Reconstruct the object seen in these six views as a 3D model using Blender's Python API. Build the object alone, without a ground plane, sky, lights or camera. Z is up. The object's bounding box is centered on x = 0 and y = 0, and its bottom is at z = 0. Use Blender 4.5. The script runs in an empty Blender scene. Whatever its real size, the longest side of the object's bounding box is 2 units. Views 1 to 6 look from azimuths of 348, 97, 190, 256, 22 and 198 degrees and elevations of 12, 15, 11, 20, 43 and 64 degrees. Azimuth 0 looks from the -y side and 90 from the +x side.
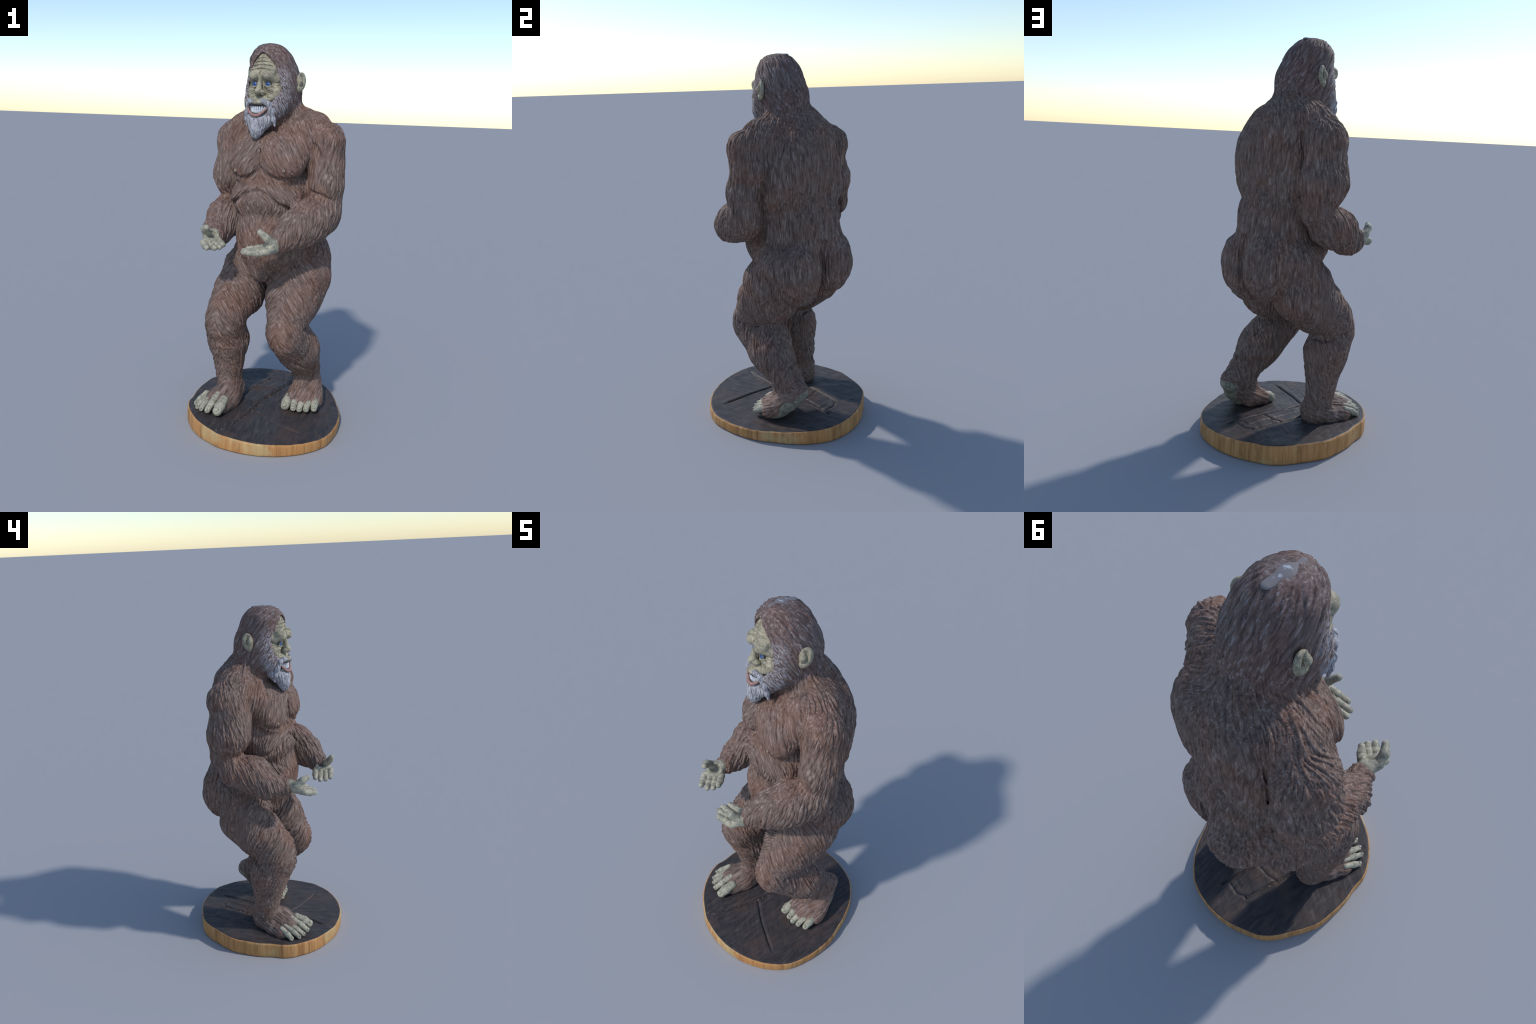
"""Painted, carved wild-man statue (shaggy ape-like figure) on a sawn log slice.
The body is modelled as soft solids (ellipsoids and tapering limbs) that are blended,
meshed, combed with carved fur locks and then divided into anatomical parts."""
import bpy, math
import numpy as np
from mathutils import Vector, Matrix

rng = np.random.default_rng(7)
f32 = np.float32
# ------------------------------------------------------------------ frame
# local axes: a = the figure's left, b = the way it faces, z = up
FACING = np.array([-.675, -.738]); FACING /= np.linalg.norm(FACING)
LEFT = np.array([-FACING[1], FACING[0]])
TURN = math.atan2(LEFT[1], LEFT[0])          # local -> world rotation about z

def to_world(p):
    p = np.asarray(p, float)
    return np.stack([p[..., 0]*LEFT[0]+p[..., 1]*FACING[0],
                     p[..., 0]*LEFT[1]+p[..., 1]*FACING[1], p[..., 2]], -1)

# ------------------------------------------------------------------ solids
def norm(v): return np.sqrt(np.einsum('...i,...i->...', v, v))
def smin(x, y, k):
    if k <= 0: return np.minimum(x, y)
    h = np.clip(.5+.5*(y-x)/k, 0, 1)
    return y+(x-y)*h-k*h*(1-h)
def smax(x, y, k): return -smin(-x, -y, k)
def rot(e):
    x, y, z = e
    cx, sx, cy, sy, cz, sz = math.cos(x), math.sin(x), math.cos(y), math.sin(y), math.cos(z), math.sin(z)
    return (np.array([[cz, -sz, 0], [sz, cz, 0], [0, 0, 1]]) @ np.array([[cy, 0, sy], [0, 1, 0], [-sy, 0, cy]])
            @ np.array([[1, 0, 0], [0, cx, -sx], [0, sx, cx]])).astype(f32)
def ellipsoid(p, c, r, e=(0, 0, 0)):
    d = p-np.array(c, f32)
    if any(e): d = d @ rot(e)
    r = np.array(r, f32)
    d = d/r; k0 = norm(d); k1 = norm(d/r)
    return k0*(k0-1)/np.maximum(k1, 1e-6)
def limb(p, nodes, k=.035):
    out = None
    for A, B in zip(nodes[:-1], nodes[1:]):
        a = np.array(A[:3], f32); ab = np.array(B[:3], f32)-a
        t = np.clip(((p-a) @ ab)/(ab @ ab), 0, 1)
        d = norm(p-a-t[..., None]*ab)-(A[3]+(B[3]-A[3])*t)
        out = d if out is None else smin(out, d, k)
    return out
def line_distance(p, pts):
    out = None
    for A, B in zip(pts[:-1], pts[1:]):
        a = np.array(A, f32); ab = np.array(B, f32)-a
        t = np.clip(((p-a) @ ab)/(ab @ ab), 0, 1)
        d = norm(p-a-t[..., None]*ab)
        out = d if out is None else np.minimum(out, d)
    return out

# (group, part, kind, data, blend)
BODY = [
 ('torso', 'torso', 'e', ((.000, -.065, .965), (.222, .155, .130), (.000, .000, .000)), 0.05),
 ('torso', 'torso', 'e', ((.000, .052, .850), (.078, .056, .066), (.000, .000, .000)), 0.05),
 ('torso', 'torso', 'e', ((.097, -.238, .875), (.138, .092, .172), (.091, .138, -.062)), 0.05),
 ('torso', 'torso', 'e', ((-.111, -.234, .919), (.129, .124, .172), (-.061, -.035, -.131)), 0.05),
 ('torso', 'torso', 'e', ((.165, -.135, .915), (.115, .115, .125), (.000, .000, .000)), 0.05),
 ('torso', 'torso', 'e', ((-.165, -.135, .925), (.108, .112, .120), (.000, .000, .000)), 0.05),
 ('torso', 'torso', 'e', ((.017, .057, 1.026), (.183, .116, .177), (.017, -.010, .060)), 0.05),
 ('torso', 'torso', 'e', ((.000, -.029, 1.133), (.192, .152, .170), (-.002, -.000, .001)), 0.05),
 ('torso', 'torso', 'e', ((-.015, -.191, 1.103), (.175, .125, .168), (-.138, .008, .061)), 0.05),
 ('torso', 'torso', 'e', ((.000, -.008, 1.296), (.206, .150, .191), (.009, .000, .000)), 0.05),
 ('torso', 'torso', 'e', ((-.002, .078, 1.231), (.193, .094, .101), (.003, -.011, -.005)), 0.04),
 ('torso', 'torso', 'e', ((.008, .039, 1.470), (.223, .120, .112), (.001, -.010, .069)), 0.05),
 ('torso', 'torso', 'e', ((-.004, -.165, 1.415), (.223, .124, .248), (-.021, .023, -.162)), 0.05),
 ('torso', 'torso', 'e', ((-.008, -.165, 1.175), (.172, .115, .130), (.000, .000, .000)), 0.06),
 ('torso', 'torso', 'l', ((.160, -.115, 1.420, .084), (.168, -.140, 1.300, .077), (.130, -.115, 1.150, .065), (.128, -.118, 1.030, .068)), 0.06),
 ('torso', 'torso', 'l', ((-.162, -.140, 1.420, .085), (-.168, -.155, 1.310, .085), (-.132, -.130, 1.150, .065), (-.128, -.118, 1.030, .068)), 0.06),
 ('torso', 'torso', 'e', ((.099, .093, 1.420), (.119, .076, .097), (.007, .002, .013)), 0.03),
 ('torso', 'torso', 'e', ((-.086, .091, 1.404), (.110, .076, .101), (.095, .029, .006)), 0.03),
 ('torso', 'torso', 'l', ((-.207, -.053, 1.570, .095), (.008, -.061, 1.608, .114), (.173, -.053, 1.562, .120)), 0.06),
 ('torso', 'neck', 'l', ((-.074, -.099, 1.555, .149), (-.008, -.025, 1.700, .112)), 0.06),
 ('head', 'head', 'e', ((-.008, .008, 1.775), (.136, .155, .165), (-.076, .138, -.057)), 0.05),
 ('head', 'head', 'e', ((-.017, .030, 1.902), (.104, .118, .097), (.185, .096, -.122)), 0.05),
 ('head', 'head', 'e', ((-.010, .066, 1.712), (.119, .090, .085), (-.20, 0, 0)), .03),
 ('head', 'head', 'e', ((-.012, .098, 1.665), (.085, .062, .062), (-.2, 0, 0)), .03),
 ('leg_l', 'thigh_l', 'l', ((.167, -.072, .822, .148), (.139, -.045, .727, .141), (.155, .017, .699, .131), (.168, .110, .576, .094)), 0.03),
 ('leg_l', 'shin_l', 'l', ((.173, .106, .529, .096), (.167, -.062, .411, .111), (.159, -.188, .267, .075)), 0.03),
 ('leg_l', 'shin_l', 'e', ((.143, -.038, .487), (.100, .091, .099), (-.001, -.003, .000)), 0.03),
 ('leg_l', 'foot_l', 'l', ((.152, -.164, .250, .055), (.171, -.099, .148, .038)), 0.03),
 ('leg_l', 'foot_l', 'l', ((.157, -.256, .253, .049), (.241, -.155, .134, .035), (.202, -.062, .104, .043)), 0.03),
 ('leg_l', 'foot_l', 'l', ((.160, -.212, .209, .046), (.145, -.125, .125, .042), (.142, -.050, .110, .034)), 0.03),
 ('leg_l', 'sole_l', 'l', ((.189, -.214, .169, .050), (.232, -.155, .112, .038)), 0.03),
 ('leg_l', 'sole_l', 'l', ((.152, -.266, .236, .044), (.205, -.160, .125, .045), (.205, -.075, .095, .038)), .02),
 ('leg_l', 'foot_l', 'l', ((.145, -.060, .112, .036), (.205, -.085, .112, .036), (.262, -.125, .108, .034)), .03),
 ('leg_r', 'thigh_r', 'l', ((-.154, -.044, .816, .140), (-.170, -.086, .766, .118), (-.166, .025, .704, .133), (-.165, .134, .632, .109)), 0.03),
 ('leg_r', 'shin_r', 'l', ((-.176, .151, .557, .107), (-.185, .095, .441, .104), (-.192, .066, .201, .067)), 0.03),
 ('leg_r', 'foot_r', 'l', ((-.180, .037, .145, .063), (-.150, .144, .139, .062), (-.180, .220, .120, .050)), 0.03),
 ('leg_r', 'foot_r', 'l', ((-.128, .218, .120, .040), (-.190, .208, .122, .038), (-.246, .190, .112, .035)), .03),
 ('leg_r', 'foot_r', 'l', ((-.195, .040, .118, .044), (-.225, .130, .108, .036), (-.248, .205, .103, .028)), .025),
 ('leg_r', 'foot_r', 'l', ((-.165, .040, .112, .044), (-.128, .140, .108, .036), (-.118, .235, .105, .030)), .025),
 ('arm_l', 'upper_arm_l', 'l', ((.279, -.032, 1.537, .090), (.269, -.047, 1.424, .089), (.290, -.026, 1.318, .083), (.287, -.023, 1.194, .090)), 0.03),
 ('arm_l', 'forearm_l', 'l', ((.279, -.011, 1.146, .084), (.259, .077, 1.144, .103), (.230, .162, 1.108, .087), (.201, .243, 1.066, .059)), 0.03),
 ('arm_r', 'upper_arm_r', 'l', ((-.279, -.076, 1.515, .106), (-.259, -.063, 1.421, .102), (-.278, -.075, 1.333, .114), (-.287, -.108, 1.201, .077)), 0.03),
 ('arm_r', 'forearm_r', 'l', ((-.290, -.035, 1.128, .092), (-.252, .052, 1.103, .096), (-.246, .135, 1.045, .071), (-.203, .221, 1.037, .048)), 0.03),
]
GROUP_BLEND = [('torso', 0), ('head', .025), ('leg_l', .04), ('leg_r', .035), ('arm_l', .022), ('arm_r', .022)]
# carved folds: path on the skin, width, depth
FOLDS = [
 (((.150, .000, 1.675), (.128, .033, 1.652), (.096, .058, 1.626), (.046, .080, 1.604), (0, .088, 1.590), (-.06, .080, 1.604), (-.112, .060, 1.632), (-.151, .020, 1.662)), .017, .032),
 (((.013, .152, 1.385), (.047, .148, 1.359), (.102, .144, 1.345), (.169, .119, 1.349), (.191, .024, 1.363)), .011, .025),
 (((.013, .152, 1.385), (-.042, .152, 1.345), (-.094, .149, 1.334), (-.137, .144, 1.344), (-.175, .10, 1.37)), .011, .025),
 (((.004, .134, 1.51), (.016, .158, 1.449), (.013, .152, 1.385)), .009, .020),
 (((-.165, .10, 1.20), (-.109, .148, 1.237), (-.052, .157, 1.265), (-.001, .159, 1.273), (.049, .158, 1.260), (.109, .145, 1.222), (.175, .09, 1.185)), .015, .024),
 (((-.19, .06, .90), (-.143, .088, .860), (-.086, .089, .822), (-.044, .068, .789), (.014, .060, .789), (.080, .088, .833), (.149, .081, .888), (.19, .05, .91)), .012, .016),
 (((0, -.305, 1.03), (.004, -.302, .95), (.006, -.295, .86), (.008, -.25, .77), (.008, -.18, .72)), .022, .045),
 (((.0, -.31, 1.08), (.0, -.285, 1.28), (.0, -.275, 1.45)), .030, .008),
 (((.235, -.216, .805), (.209, -.258, .780), (.152, -.287, .757), (.08, -.28, .76)), .012, .007),
 (((.263, .093, .579), (.241, .015, .571), (.161, -.049, .558), (.10, -.06, .54)), .010, .013),
 (((-.143, .025, .531), (-.233, .034, .534), (-.274, .101, .558), (-.279, .16, .578)), .010, .013),
 (((-.370, -.123, 1.224), (-.373, -.057, 1.222), (-.326, .004, 1.221), (-.27, .03, 1.215)), .009, .012),
 (((.245, .055, 1.292), (.315, .058, 1.276), (.362, .022, 1.249)), .009, .012),
 (((-.047, -.262, 1.288), (-.105, -.234, 1.247), (-.150, -.199, 1.210)), .018, .010),
 (((.035, -.277, 1.286), (.090, -.258, 1.240), (.130, -.224, 1.202)), .018, .010),
 (((-.383, -.070, 1.406), (-.374, -.027, 1.422), (-.352, .009, 1.454), (-.309, .028, 1.514)), .012, .009),
 (((.248, .048, 1.521), (.294, .055, 1.462), (.347, .035, 1.437)), .011, .009),
 (((-.224, -.171, 1.543), (-.239, -.164, 1.455), (-.243, -.172, 1.378), (-.238, -.171, 1.293), (-.262, -.169, 1.21), (-.295, -.148, 1.135)), .013, .016),
 (((.224, -.162, 1.57), (.226, -.161, 1.49), (.235, -.149, 1.383), (.246, -.125, 1.286), (.283, -.124, 1.193)), .013, .016),
]
# half width of the bare face by height, measured off its middle line
FACE_Z = (1.680, 1.690, 1.700, 1.715, 1.735, 1.76, 1.79, 1.83, 1.86, 1.893, 1.92, 1.945, 1.965)
FACE_W = (-.06, .010, .040, .062, .080, .092, .094, .085, .074, .056, .036, .006, -.06)
FACE_A = -.006
def face_column(p):
    w = np.interp(p[..., 2], FACE_Z, FACE_W).astype(f32)
    return (np.abs(p[..., 0]-FACE_A)-w)*.8
MOUTH = ((-.015, .178, 1.672), (.060, .045, .026))
def mouth_hole(p):
    q = p.copy(); q[..., 2] -= (q[..., 0]-MOUTH[0][0])**2*4.0-.004
    return ellipsoid(q, *MOUTH)

def primitive(p, kind, data):
    return ellipsoid(p, *data) if kind == 'e' else limb(p, data)
def body_field(p):
    groups = {}
    for g, part, kind, data, k in BODY:
        d = primitive(p, kind, data)
        groups[g] = d if g not in groups else smin(groups[g], d, k)
    out = None
    for g, k in GROUP_BLEND:
        out = groups[g] if out is None else smin(out, groups[g], k)
    for path, w, depth in FOLDS:
        lo = np.min(path, 0)-3*w; hi = np.max(path, 0)+3*w
        m = np.flatnonzero(((p > lo) & (p < hi)).all(1))
        if len(m): out[m] += depth*np.exp(-(line_distance(p[m], path)/w)**2)
    out = smax(out, p[..., 2]-1.996, .008)                    # the crown is cut flat
    cut = np.maximum(face_column(p), .055-p[..., 1])          # opening for the face
    out = smax(out, -cut, .006)
    return smax(out, -mouth_hole(p), .004)
def body_parts(p):
    names = sorted({b[1] for b in BODY}); best = np.full((len(names), len(p)), 9, f32)
    for g, part, kind, data, k in BODY:
        i = names.index(part); best[i] = np.minimum(best[i], primitive(p, kind, data))
    return names, best.argmin(0)

# ------------------------------------------------------------------ meshing (surface nets)
def sample(field, lo, hi, h, block=4):
    n = np.ceil((np.array(hi)-lo)/h/block).astype(int)*block+1
    nb = (n-1)//block
    c = [lo[i]+(np.arange(nb[i])+.5)*block*h for i in range(3)]
    C = np.stack(np.meshgrid(*c, indexing='ij'), -1).astype(f32)
    dc = field(C.reshape(-1, 3)).reshape(nb)
    D = np.ones(n, f32)
    D[:-1, :-1, :-1] = np.repeat(np.repeat(np.repeat(np.sign(dc), block, 0), block, 1), block, 2)
    for ax in range(3):
        s = [slice(None)]*3; t = [slice(None)]*3; s[ax] = -1; t[ax] = -2; D[tuple(s)] = D[tuple(t)]
    act = np.argwhere(np.abs(dc) < block*h*1.25+.012)
    off = np.stack(np.meshgrid(*[np.arange(block+1)]*3, indexing='ij'), -1).reshape(-1, 3)
    for chunk in np.array_split(act, max(1, len(act)//4000)):
        I = (chunk[:, None]*block+off[None]).reshape(-1, 3)
        D[I[:, 0], I[:, 1], I[:, 2]] = field((np.array(lo)+I*h).astype(f32))
    return D
def surface_nets(D, lo, h):
    ins = D < 0
    n = np.array(D.shape)
    corners = [(i, j, k) for i in (0, 1) for j in (0, 1) for k in (0, 1)]
    view = lambda A, c: A[c[0]:n[0]-1+c[0], c[1]:n[1]-1+c[1], c[2]:n[2]-1+c[2]]
    cnt = sum(view(ins, c).astype(np.int8) for c in corners)
    cells = np.argwhere((cnt > 0) & (cnt < 8))
    idx = -np.ones(n-1, np.int64); idx[tuple(cells.T)] = np.arange(len(cells))
    vals = np.stack([D[cells[:, 0]+c[0], cells[:, 1]+c[1], cells[:, 2]+c[2]] for c in corners], 1)
    acc = np.zeros((len(cells), 3)); num = np.zeros(len(cells))
    for i, c in enumerate(corners):
        for j, d in enumerate(corners):
            if j <= i or sum(abs(np.array(c)-d)) != 1: continue
            m = (vals[:, i] < 0) != (vals[:, j] < 0)
            t = vals[m, i]/(vals[m, i]-vals[m, j])
            acc[m] += np.array(c)+t[:, None]*(np.array(d)-c); num[m] += 1
    V = np.array(lo)+(cells+acc/num[:, None])*h
    Q = []
    for ax in range(3):
        u, w = (ax+1) % 3, (ax+2) % 3
        s0 = [slice(1, -1)]*3; s1 = [slice(1, -1)]*3
        s0[ax] = slice(0, n[ax]-1); s1[ax] = slice(1, n[ax])
        e = np.argwhere(ins[tuple(s0)] != ins[tuple(s1)])
        e[:, u] += 1; e[:, w] += 1
        first = ins[e[:, 0], e[:, 1], e[:, 2]]
        def at(du, dw):
            q = e.copy(); q[:, u] += du; q[:, w] += dw
            return idx[q[:, 0], q[:, 1], q[:, 2]]
        q = np.stack([at(-1, -1), at(0, -1), at(0, 0), at(-1, 0)], 1)
        q[~first] = q[~first][:, ::-1]
        Q.append(q)
    Q = np.concatenate(Q); Q = Q[(Q >= 0).all(1)]
    return V, Q
def split_quads(V, Q):
    E = np.sort(np.stack([Q, np.roll(Q, -1, 1)], -1).reshape(-1, 2), 1)
    key = E[:, 0]*len(V)+E[:, 1]
    u, inv = np.unique(key, return_inverse=True)
    mid = (V[u//len(V)]+V[u % len(V)])/2
    inv = inv.reshape(-1, 4)+len(V); fc = len(V)+len(u)+np.arange(len(Q))
    N = np.concatenate([np.stack([Q[:, i], inv[:, i], fc, inv[:, i-1]], 1) for i in range(4)])
    return np.concatenate([V, mid, V[Q].mean(1)]), N
def solid_mesh(field, lo, hi, h, refine=1):
    V, Q = surface_nets(sample(field, lo, hi, h), lo, h)
    for r in range(refine): V, Q = split_quads(V, Q)
    for it in range(3):
        N = vertex_normals(V, Q)
        V = V-np.clip(field(V.astype(f32)), -.004, .004)[:, None]*N*.9
    return V, Q, vertex_normals(V, Q)
def vertex_normals(V, Q):
    fn = np.cross(V[Q[:, 2]]-V[Q[:, 0]], V[Q[:, 3]]-V[Q[:, 1]])
    N = np.zeros_like(V)
    for i in range(4):
        for c in range(3): N[:, c] += np.bincount(Q[:, i], fn[:, c], len(V))
    return N/np.maximum(np.linalg.norm(N, axis=1), 1e-12)[:, None]

# ------------------------------------------------------------------ noise and combing
def noise3(p, cell, seed=0):
    q = p/cell+seed*17.31; i = np.floor(q).astype(np.int64); f = q-i
    w = f*f*f*(f*(f*6-15)+10); out = 0
    for dx in (0, 1):
        for dy in (0, 1):
            for dz in (0, 1):
                h = (i[:, 0]+dx)*73856093 ^ (i[:, 1]+dy)*19349663 ^ (i[:, 2]+dz)*83492791 ^ (seed*2654435761)
                h = (h ^ (h >> 13))*1274126177 & 0xffffffff
                h ^= h >> 16
                g = np.stack([(h & 1023)/511.5-1, (h >> 10 & 1023)/511.5-1, (h >> 20 & 1023)/511.5-1], 1)
                d = (g*(f-np.array([dx, dy, dz]))).sum(1)
                out = out+d*(w[:, 0] if dx else 1-w[:, 0])*(w[:, 1] if dy else 1-w[:, 1])*(w[:, 2] if dz else 1-w[:, 2])
    return out
def neighbours(V, Q, K=12):
    pairs = np.concatenate([Q[:, [i, j]] for i in range(4) for j in range(4) if i != j])
    key = np.unique(pairs[:, 0]*len(V)+pairs[:, 1]); s, t = key//len(V), key % len(V)
    start = np.searchsorted(s, np.arange(len(V))); rank = np.arange(len(s))-start[s]
    T = np.repeat(np.arange(len(V))[:, None], K, 1); ok = rank < K
    T[s[ok], rank[ok]] = t[ok]
    return T
def comb(V, Q, F, bases, lengths, step):
    """average noise along the lie of the hair, so that it draws out into locks"""
    T = neighbours(V, Q); V32 = V.astype(f32); F32 = F.astype(f32)
    B = np.stack(bases, 1); acc = B.copy(); wsum = np.ones(len(lengths))
    for sgn in (1, -1):
        cur = np.arange(len(V)); res = np.zeros((len(V), 3), f32)
        for s in range(max(lengths)):
            tgt = V32[cur]+res+sgn*step*F32[cur]
            nb = T[cur]; best = np.full(len(V), 9., f32); pick = cur.copy()
            for k in range(nb.shape[1]):
                d = V32[nb[:, k]]-tgt; d = np.einsum('ij,ij->i', d, d); m = d < best
                best[m] = d[m]; pick[m] = nb[m, k]
            res = np.clip(tgt-V32[pick], -step, step); cur = pick
            for j, L in enumerate(lengths):
                if s < L:
                    w = .5+.5*math.cos(math.pi*(s+1)/(L+1)); acc[:, j] += w*B[cur, j]
                    wsum[j] += w/2 if sgn < 0 else w/2
    acc -= acc.mean(0)
    return acc/acc.std(0)
def lie(p, n, part, names):
    """direction in which the carved hair runs, by body part"""
    a, b, z = p.T; s = np.tanh(a/.03); D = np.zeros_like(p); D[:, 2] = -1
    is_ = lambda *k: np.isin(part, [names.index(x) for x in k if x in names])
    m = is_('torso', 'neck')
    front = np.clip(n[:, 1]*2+.2, 0, 1)
    chest = front*np.clip((z-1.33)/.06, 0, 1); ribs = front*np.clip(1-np.abs(z-1.28)/.08, 0, 1)
    low = front*np.clip((1.24-z)/.08, 0, 1)*np.clip((z-.85)/.1, 0, 1)
    D[m, 0] = (chest*.55*s+ribs*1.1*np.clip(a/.06, -1, 1)-low*np.clip(a/.12, -1, 1)*.5-(1-front)*.22*np.clip(a/.15, -1, 1)
               + (1-front)*np.clip((z-1.5)/.1, 0, 1)*.6*s)[m]
    m = is_('head')
    up = np.clip((z-1.80)/.1, 0, 1); cheek = np.clip((b-.0)/.06, 0, 1)
    D[m, 0] = (.5*s*up+.35*s*cheek*(1-up))[m]; D[m, 1] = (-.9*up-.7*cheek*(1-up))[m]
    for side, sx in (('l', .16), ('r', -.17)):
        m = is_('thigh_'+side); x = np.tanh((a-sx)/.025)
        fr = np.clip(n[:, 1]+.55, 0, 1)
        D[m, 0] = (x*.75*fr)[m]; D[m, 1] = (-.45*fr)[m]
        m = is_('shin_'+side); D[m, 0] = (x*.7*np.clip(np.abs(n[:, 1])*1.4, 0, 1))[m]; D[m, 1] = (-.5*fr)[m]
        m = is_('foot_'+side, 'sole_'+side); D[m, 1] = 1.2; D[m, 2] = -.6
        m = is_('forearm_'+side); D[m, 1] = .35
        m = is_('upper_arm_'+side); D[m, 0] = (-.25*s*np.clip(n[:, 1], 0, 1))[m]; D[m, 1] = .12
    sw = np.stack([noise3(p, .09, 40+i) for i in range(3)], 1)
    D = D+.32*sw
    D -= (D*n).sum(1)[:, None]*n
    return D/np.maximum(np.linalg.norm(D, axis=1), .05)[:, None]

# ------------------------------------------------------------------ mesh output
ROOT = bpy.data.objects.new('wild_man_statue', None)
bpy.context.collection.objects.link(ROOT)
ROOT['label'] = 'shaggy brown carved ape man on round wooden base'
ROOT['category'] = 'wooden statue'
def make(name, V, Q, mat, parent=ROOT, normals=None, smooth=True, kind=None, local=True):
    me = bpy.data.meshes.new(name)
    W = to_world(V) if local else np.asarray(V, float)
    me.vertices.add(len(W)); me.vertices.foreach_set('co', W.astype(f32).ravel())
    Q = np.asarray(Q); k = Q.shape[1]
    if local: Q = Q[:, ::-1]              # (left, forward, up) is a left-handed frame
    me.loops.add(Q.size); me.loops.foreach_set('vertex_index', Q.astype(np.int32).ravel())
    me.polygons.add(len(Q)); me.polygons.foreach_set('loop_start', np.arange(len(Q), dtype=np.int32)*k)
    me.update(calc_edges=True); me.validate()
    if smooth: me.polygons.foreach_set('use_smooth', np.ones(len(me.polygons), bool))
    if normals is not None:
        Nw = to_world(normals) if local else normals
        me.normals_split_custom_set_from_vertices([tuple(x) for x in Nw])
    ob = bpy.data.objects.new(name, me); bpy.context.collection.objects.link(ob)
    ob.parent = parent; me.materials.append(mat)
    if kind: ob['kind'] = kind
    return ob
def solid(name, field, lo, hi, h, mat, parent=ROOT, refine=1, relief=None):
    V, Q, N = solid_mesh(field, lo, hi, h, refine)
    if relief is not None: V = V+N*relief(V, Q, N)[:, None]
    return make(name, V, Q, mat, parent)

# ------------------------------------------------------------------ materials
class Nodes:
    def __init__(s, name):
        s.mat = bpy.data.materials.new(name); s.mat.use_nodes = True
        s.t = s.mat.node_tree; s.t.nodes.clear()
        s.out = s.t.nodes.new('ShaderNodeOutputMaterial'); s.bsdf = s.t.nodes.new('ShaderNodeBsdfPrincipled')
        s.t.links.new(s.bsdf.outputs[0], s.out.inputs[0])
        s.co = s.t.nodes.new('ShaderNodeTexCoord').outputs['Object']
    def link(s, a, b): s.t.links.new(a, b)
    def local(s, scale=(1, 1, 1), rot=(0, 0, 0), loc=(0, 0, 0), turn=True):
        v = s.co
        if turn:
            m = s.t.nodes.new('ShaderNodeVectorRotate'); m.rotation_type = 'Z_AXIS'
            m.inputs['Angle'].default_value = -TURN; s.link(v, m.inputs['Vector']); v = m.outputs[0]
            f = s.t.nodes.new('ShaderNodeVectorMath'); f.operation = 'MULTIPLY'
            f.inputs[1].default_value = (1, -1, 1); s.link(v, f.inputs[0]); v = f.outputs[0]
        if any(rot):
            m = s.t.nodes.new('ShaderNodeMapping'); m.inputs['Rotation'].default_value = rot
            s.link(v, m.inputs['Vector']); v = m.outputs[0]
        m = s.t.nodes.new('ShaderNodeMapping'); m.inputs['Location'].default_value = loc
        m.inputs['Scale'].default_value = scale
        s.link(v, m.inputs['Vector']); return m.outputs[0]
    def noise(s, vec, scale, detail=3, rough=.55, dist=0):
        n = s.t.nodes.new('ShaderNodeTexNoise'); n.inputs['Scale'].default_value = scale
        n.inputs['Detail'].default_value = detail; n.inputs['Roughness'].default_value = rough
        n.inputs['Distortion'].default_value = dist
        s.link(vec, n.inputs['Vector']); return n.outputs['Fac']
    def ramp(s, fac, stops, mode='LINEAR'):
        r = s.t.nodes.new('ShaderNodeValToRGB'); r.color_ramp.interpolation = mode
        el = r.color_ramp.elements
        while len(el) < len(stops): el.new(.5)
        for e, (p, c) in zip(el, stops):
            e.position = p; e.color = (*c, 1) if len(c) == 3 else c
        s.link(fac, r.inputs[0]); return r.outputs[0]
    def fac(s, f, lo, hi):
        m = s.t.nodes.new('ShaderNodeMapRange'); m.inputs[1].default_value = lo; m.inputs[2].default_value = hi
        m.interpolation_type = 'SMOOTHSTEP'; s.link(f, m.inputs[0]); return m.outputs[0]
    def math(s, op, a, b=None):
        m = s.t.nodes.new('ShaderNodeMath'); m.operation = op
        for i, x in enumerate((a, b)):
            if x is None: continue
            if isinstance(x, (int, float)): m.inputs[i].default_value = x
            else: s.link(x, m.inputs[i])
        return m.outputs[0]
    def mix(s, f, a, b, mode='MIX'):
        m = s.t.nodes.new('ShaderNodeMix'); m.data_type = 'RGBA'; m.blend_type = mode
        for i, x in ((0, f), (6, a), (7, b)):
            if isinstance(x, (int, float)): m.inputs[i].default_value = x
            elif isinstance(x, tuple): m.inputs[i].default_value = (*x, 1)
            else: s.link(x, m.inputs[i])
        return m.outputs[2]
    def axis(s, i, **k):
        m = s.t.nodes.new('ShaderNodeSeparateXYZ'); s.link(s.local(**k), m.inputs[0]); return m.outputs[i]
    def done(s, col, rough=.7, bump=None, strength=.3, dist=.004, spec=.3):
        if isinstance(col, tuple): s.bsdf.inputs['Base Color'].default_value = (*col, 1)
        else: s.link(col, s.bsdf.inputs['Base Color'])
        if isinstance(rough, float): s.bsdf.inputs['Roughness'].default_value = rough
        else: s.link(rough, s.bsdf.inputs['Roughness'])
        s.bsdf.inputs['Specular IOR Level'].default_value = spec
        if bump is not None:
            b = s.t.nodes.new('ShaderNodeBump'); b.inputs['Strength'].default_value = strength
            b.inputs['Distance'].default_value = dist; s.link(bump, b.inputs['Height'])
            s.link(b.outputs[0], s.bsdf.inputs['Normal'])
        return s.mat

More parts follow.
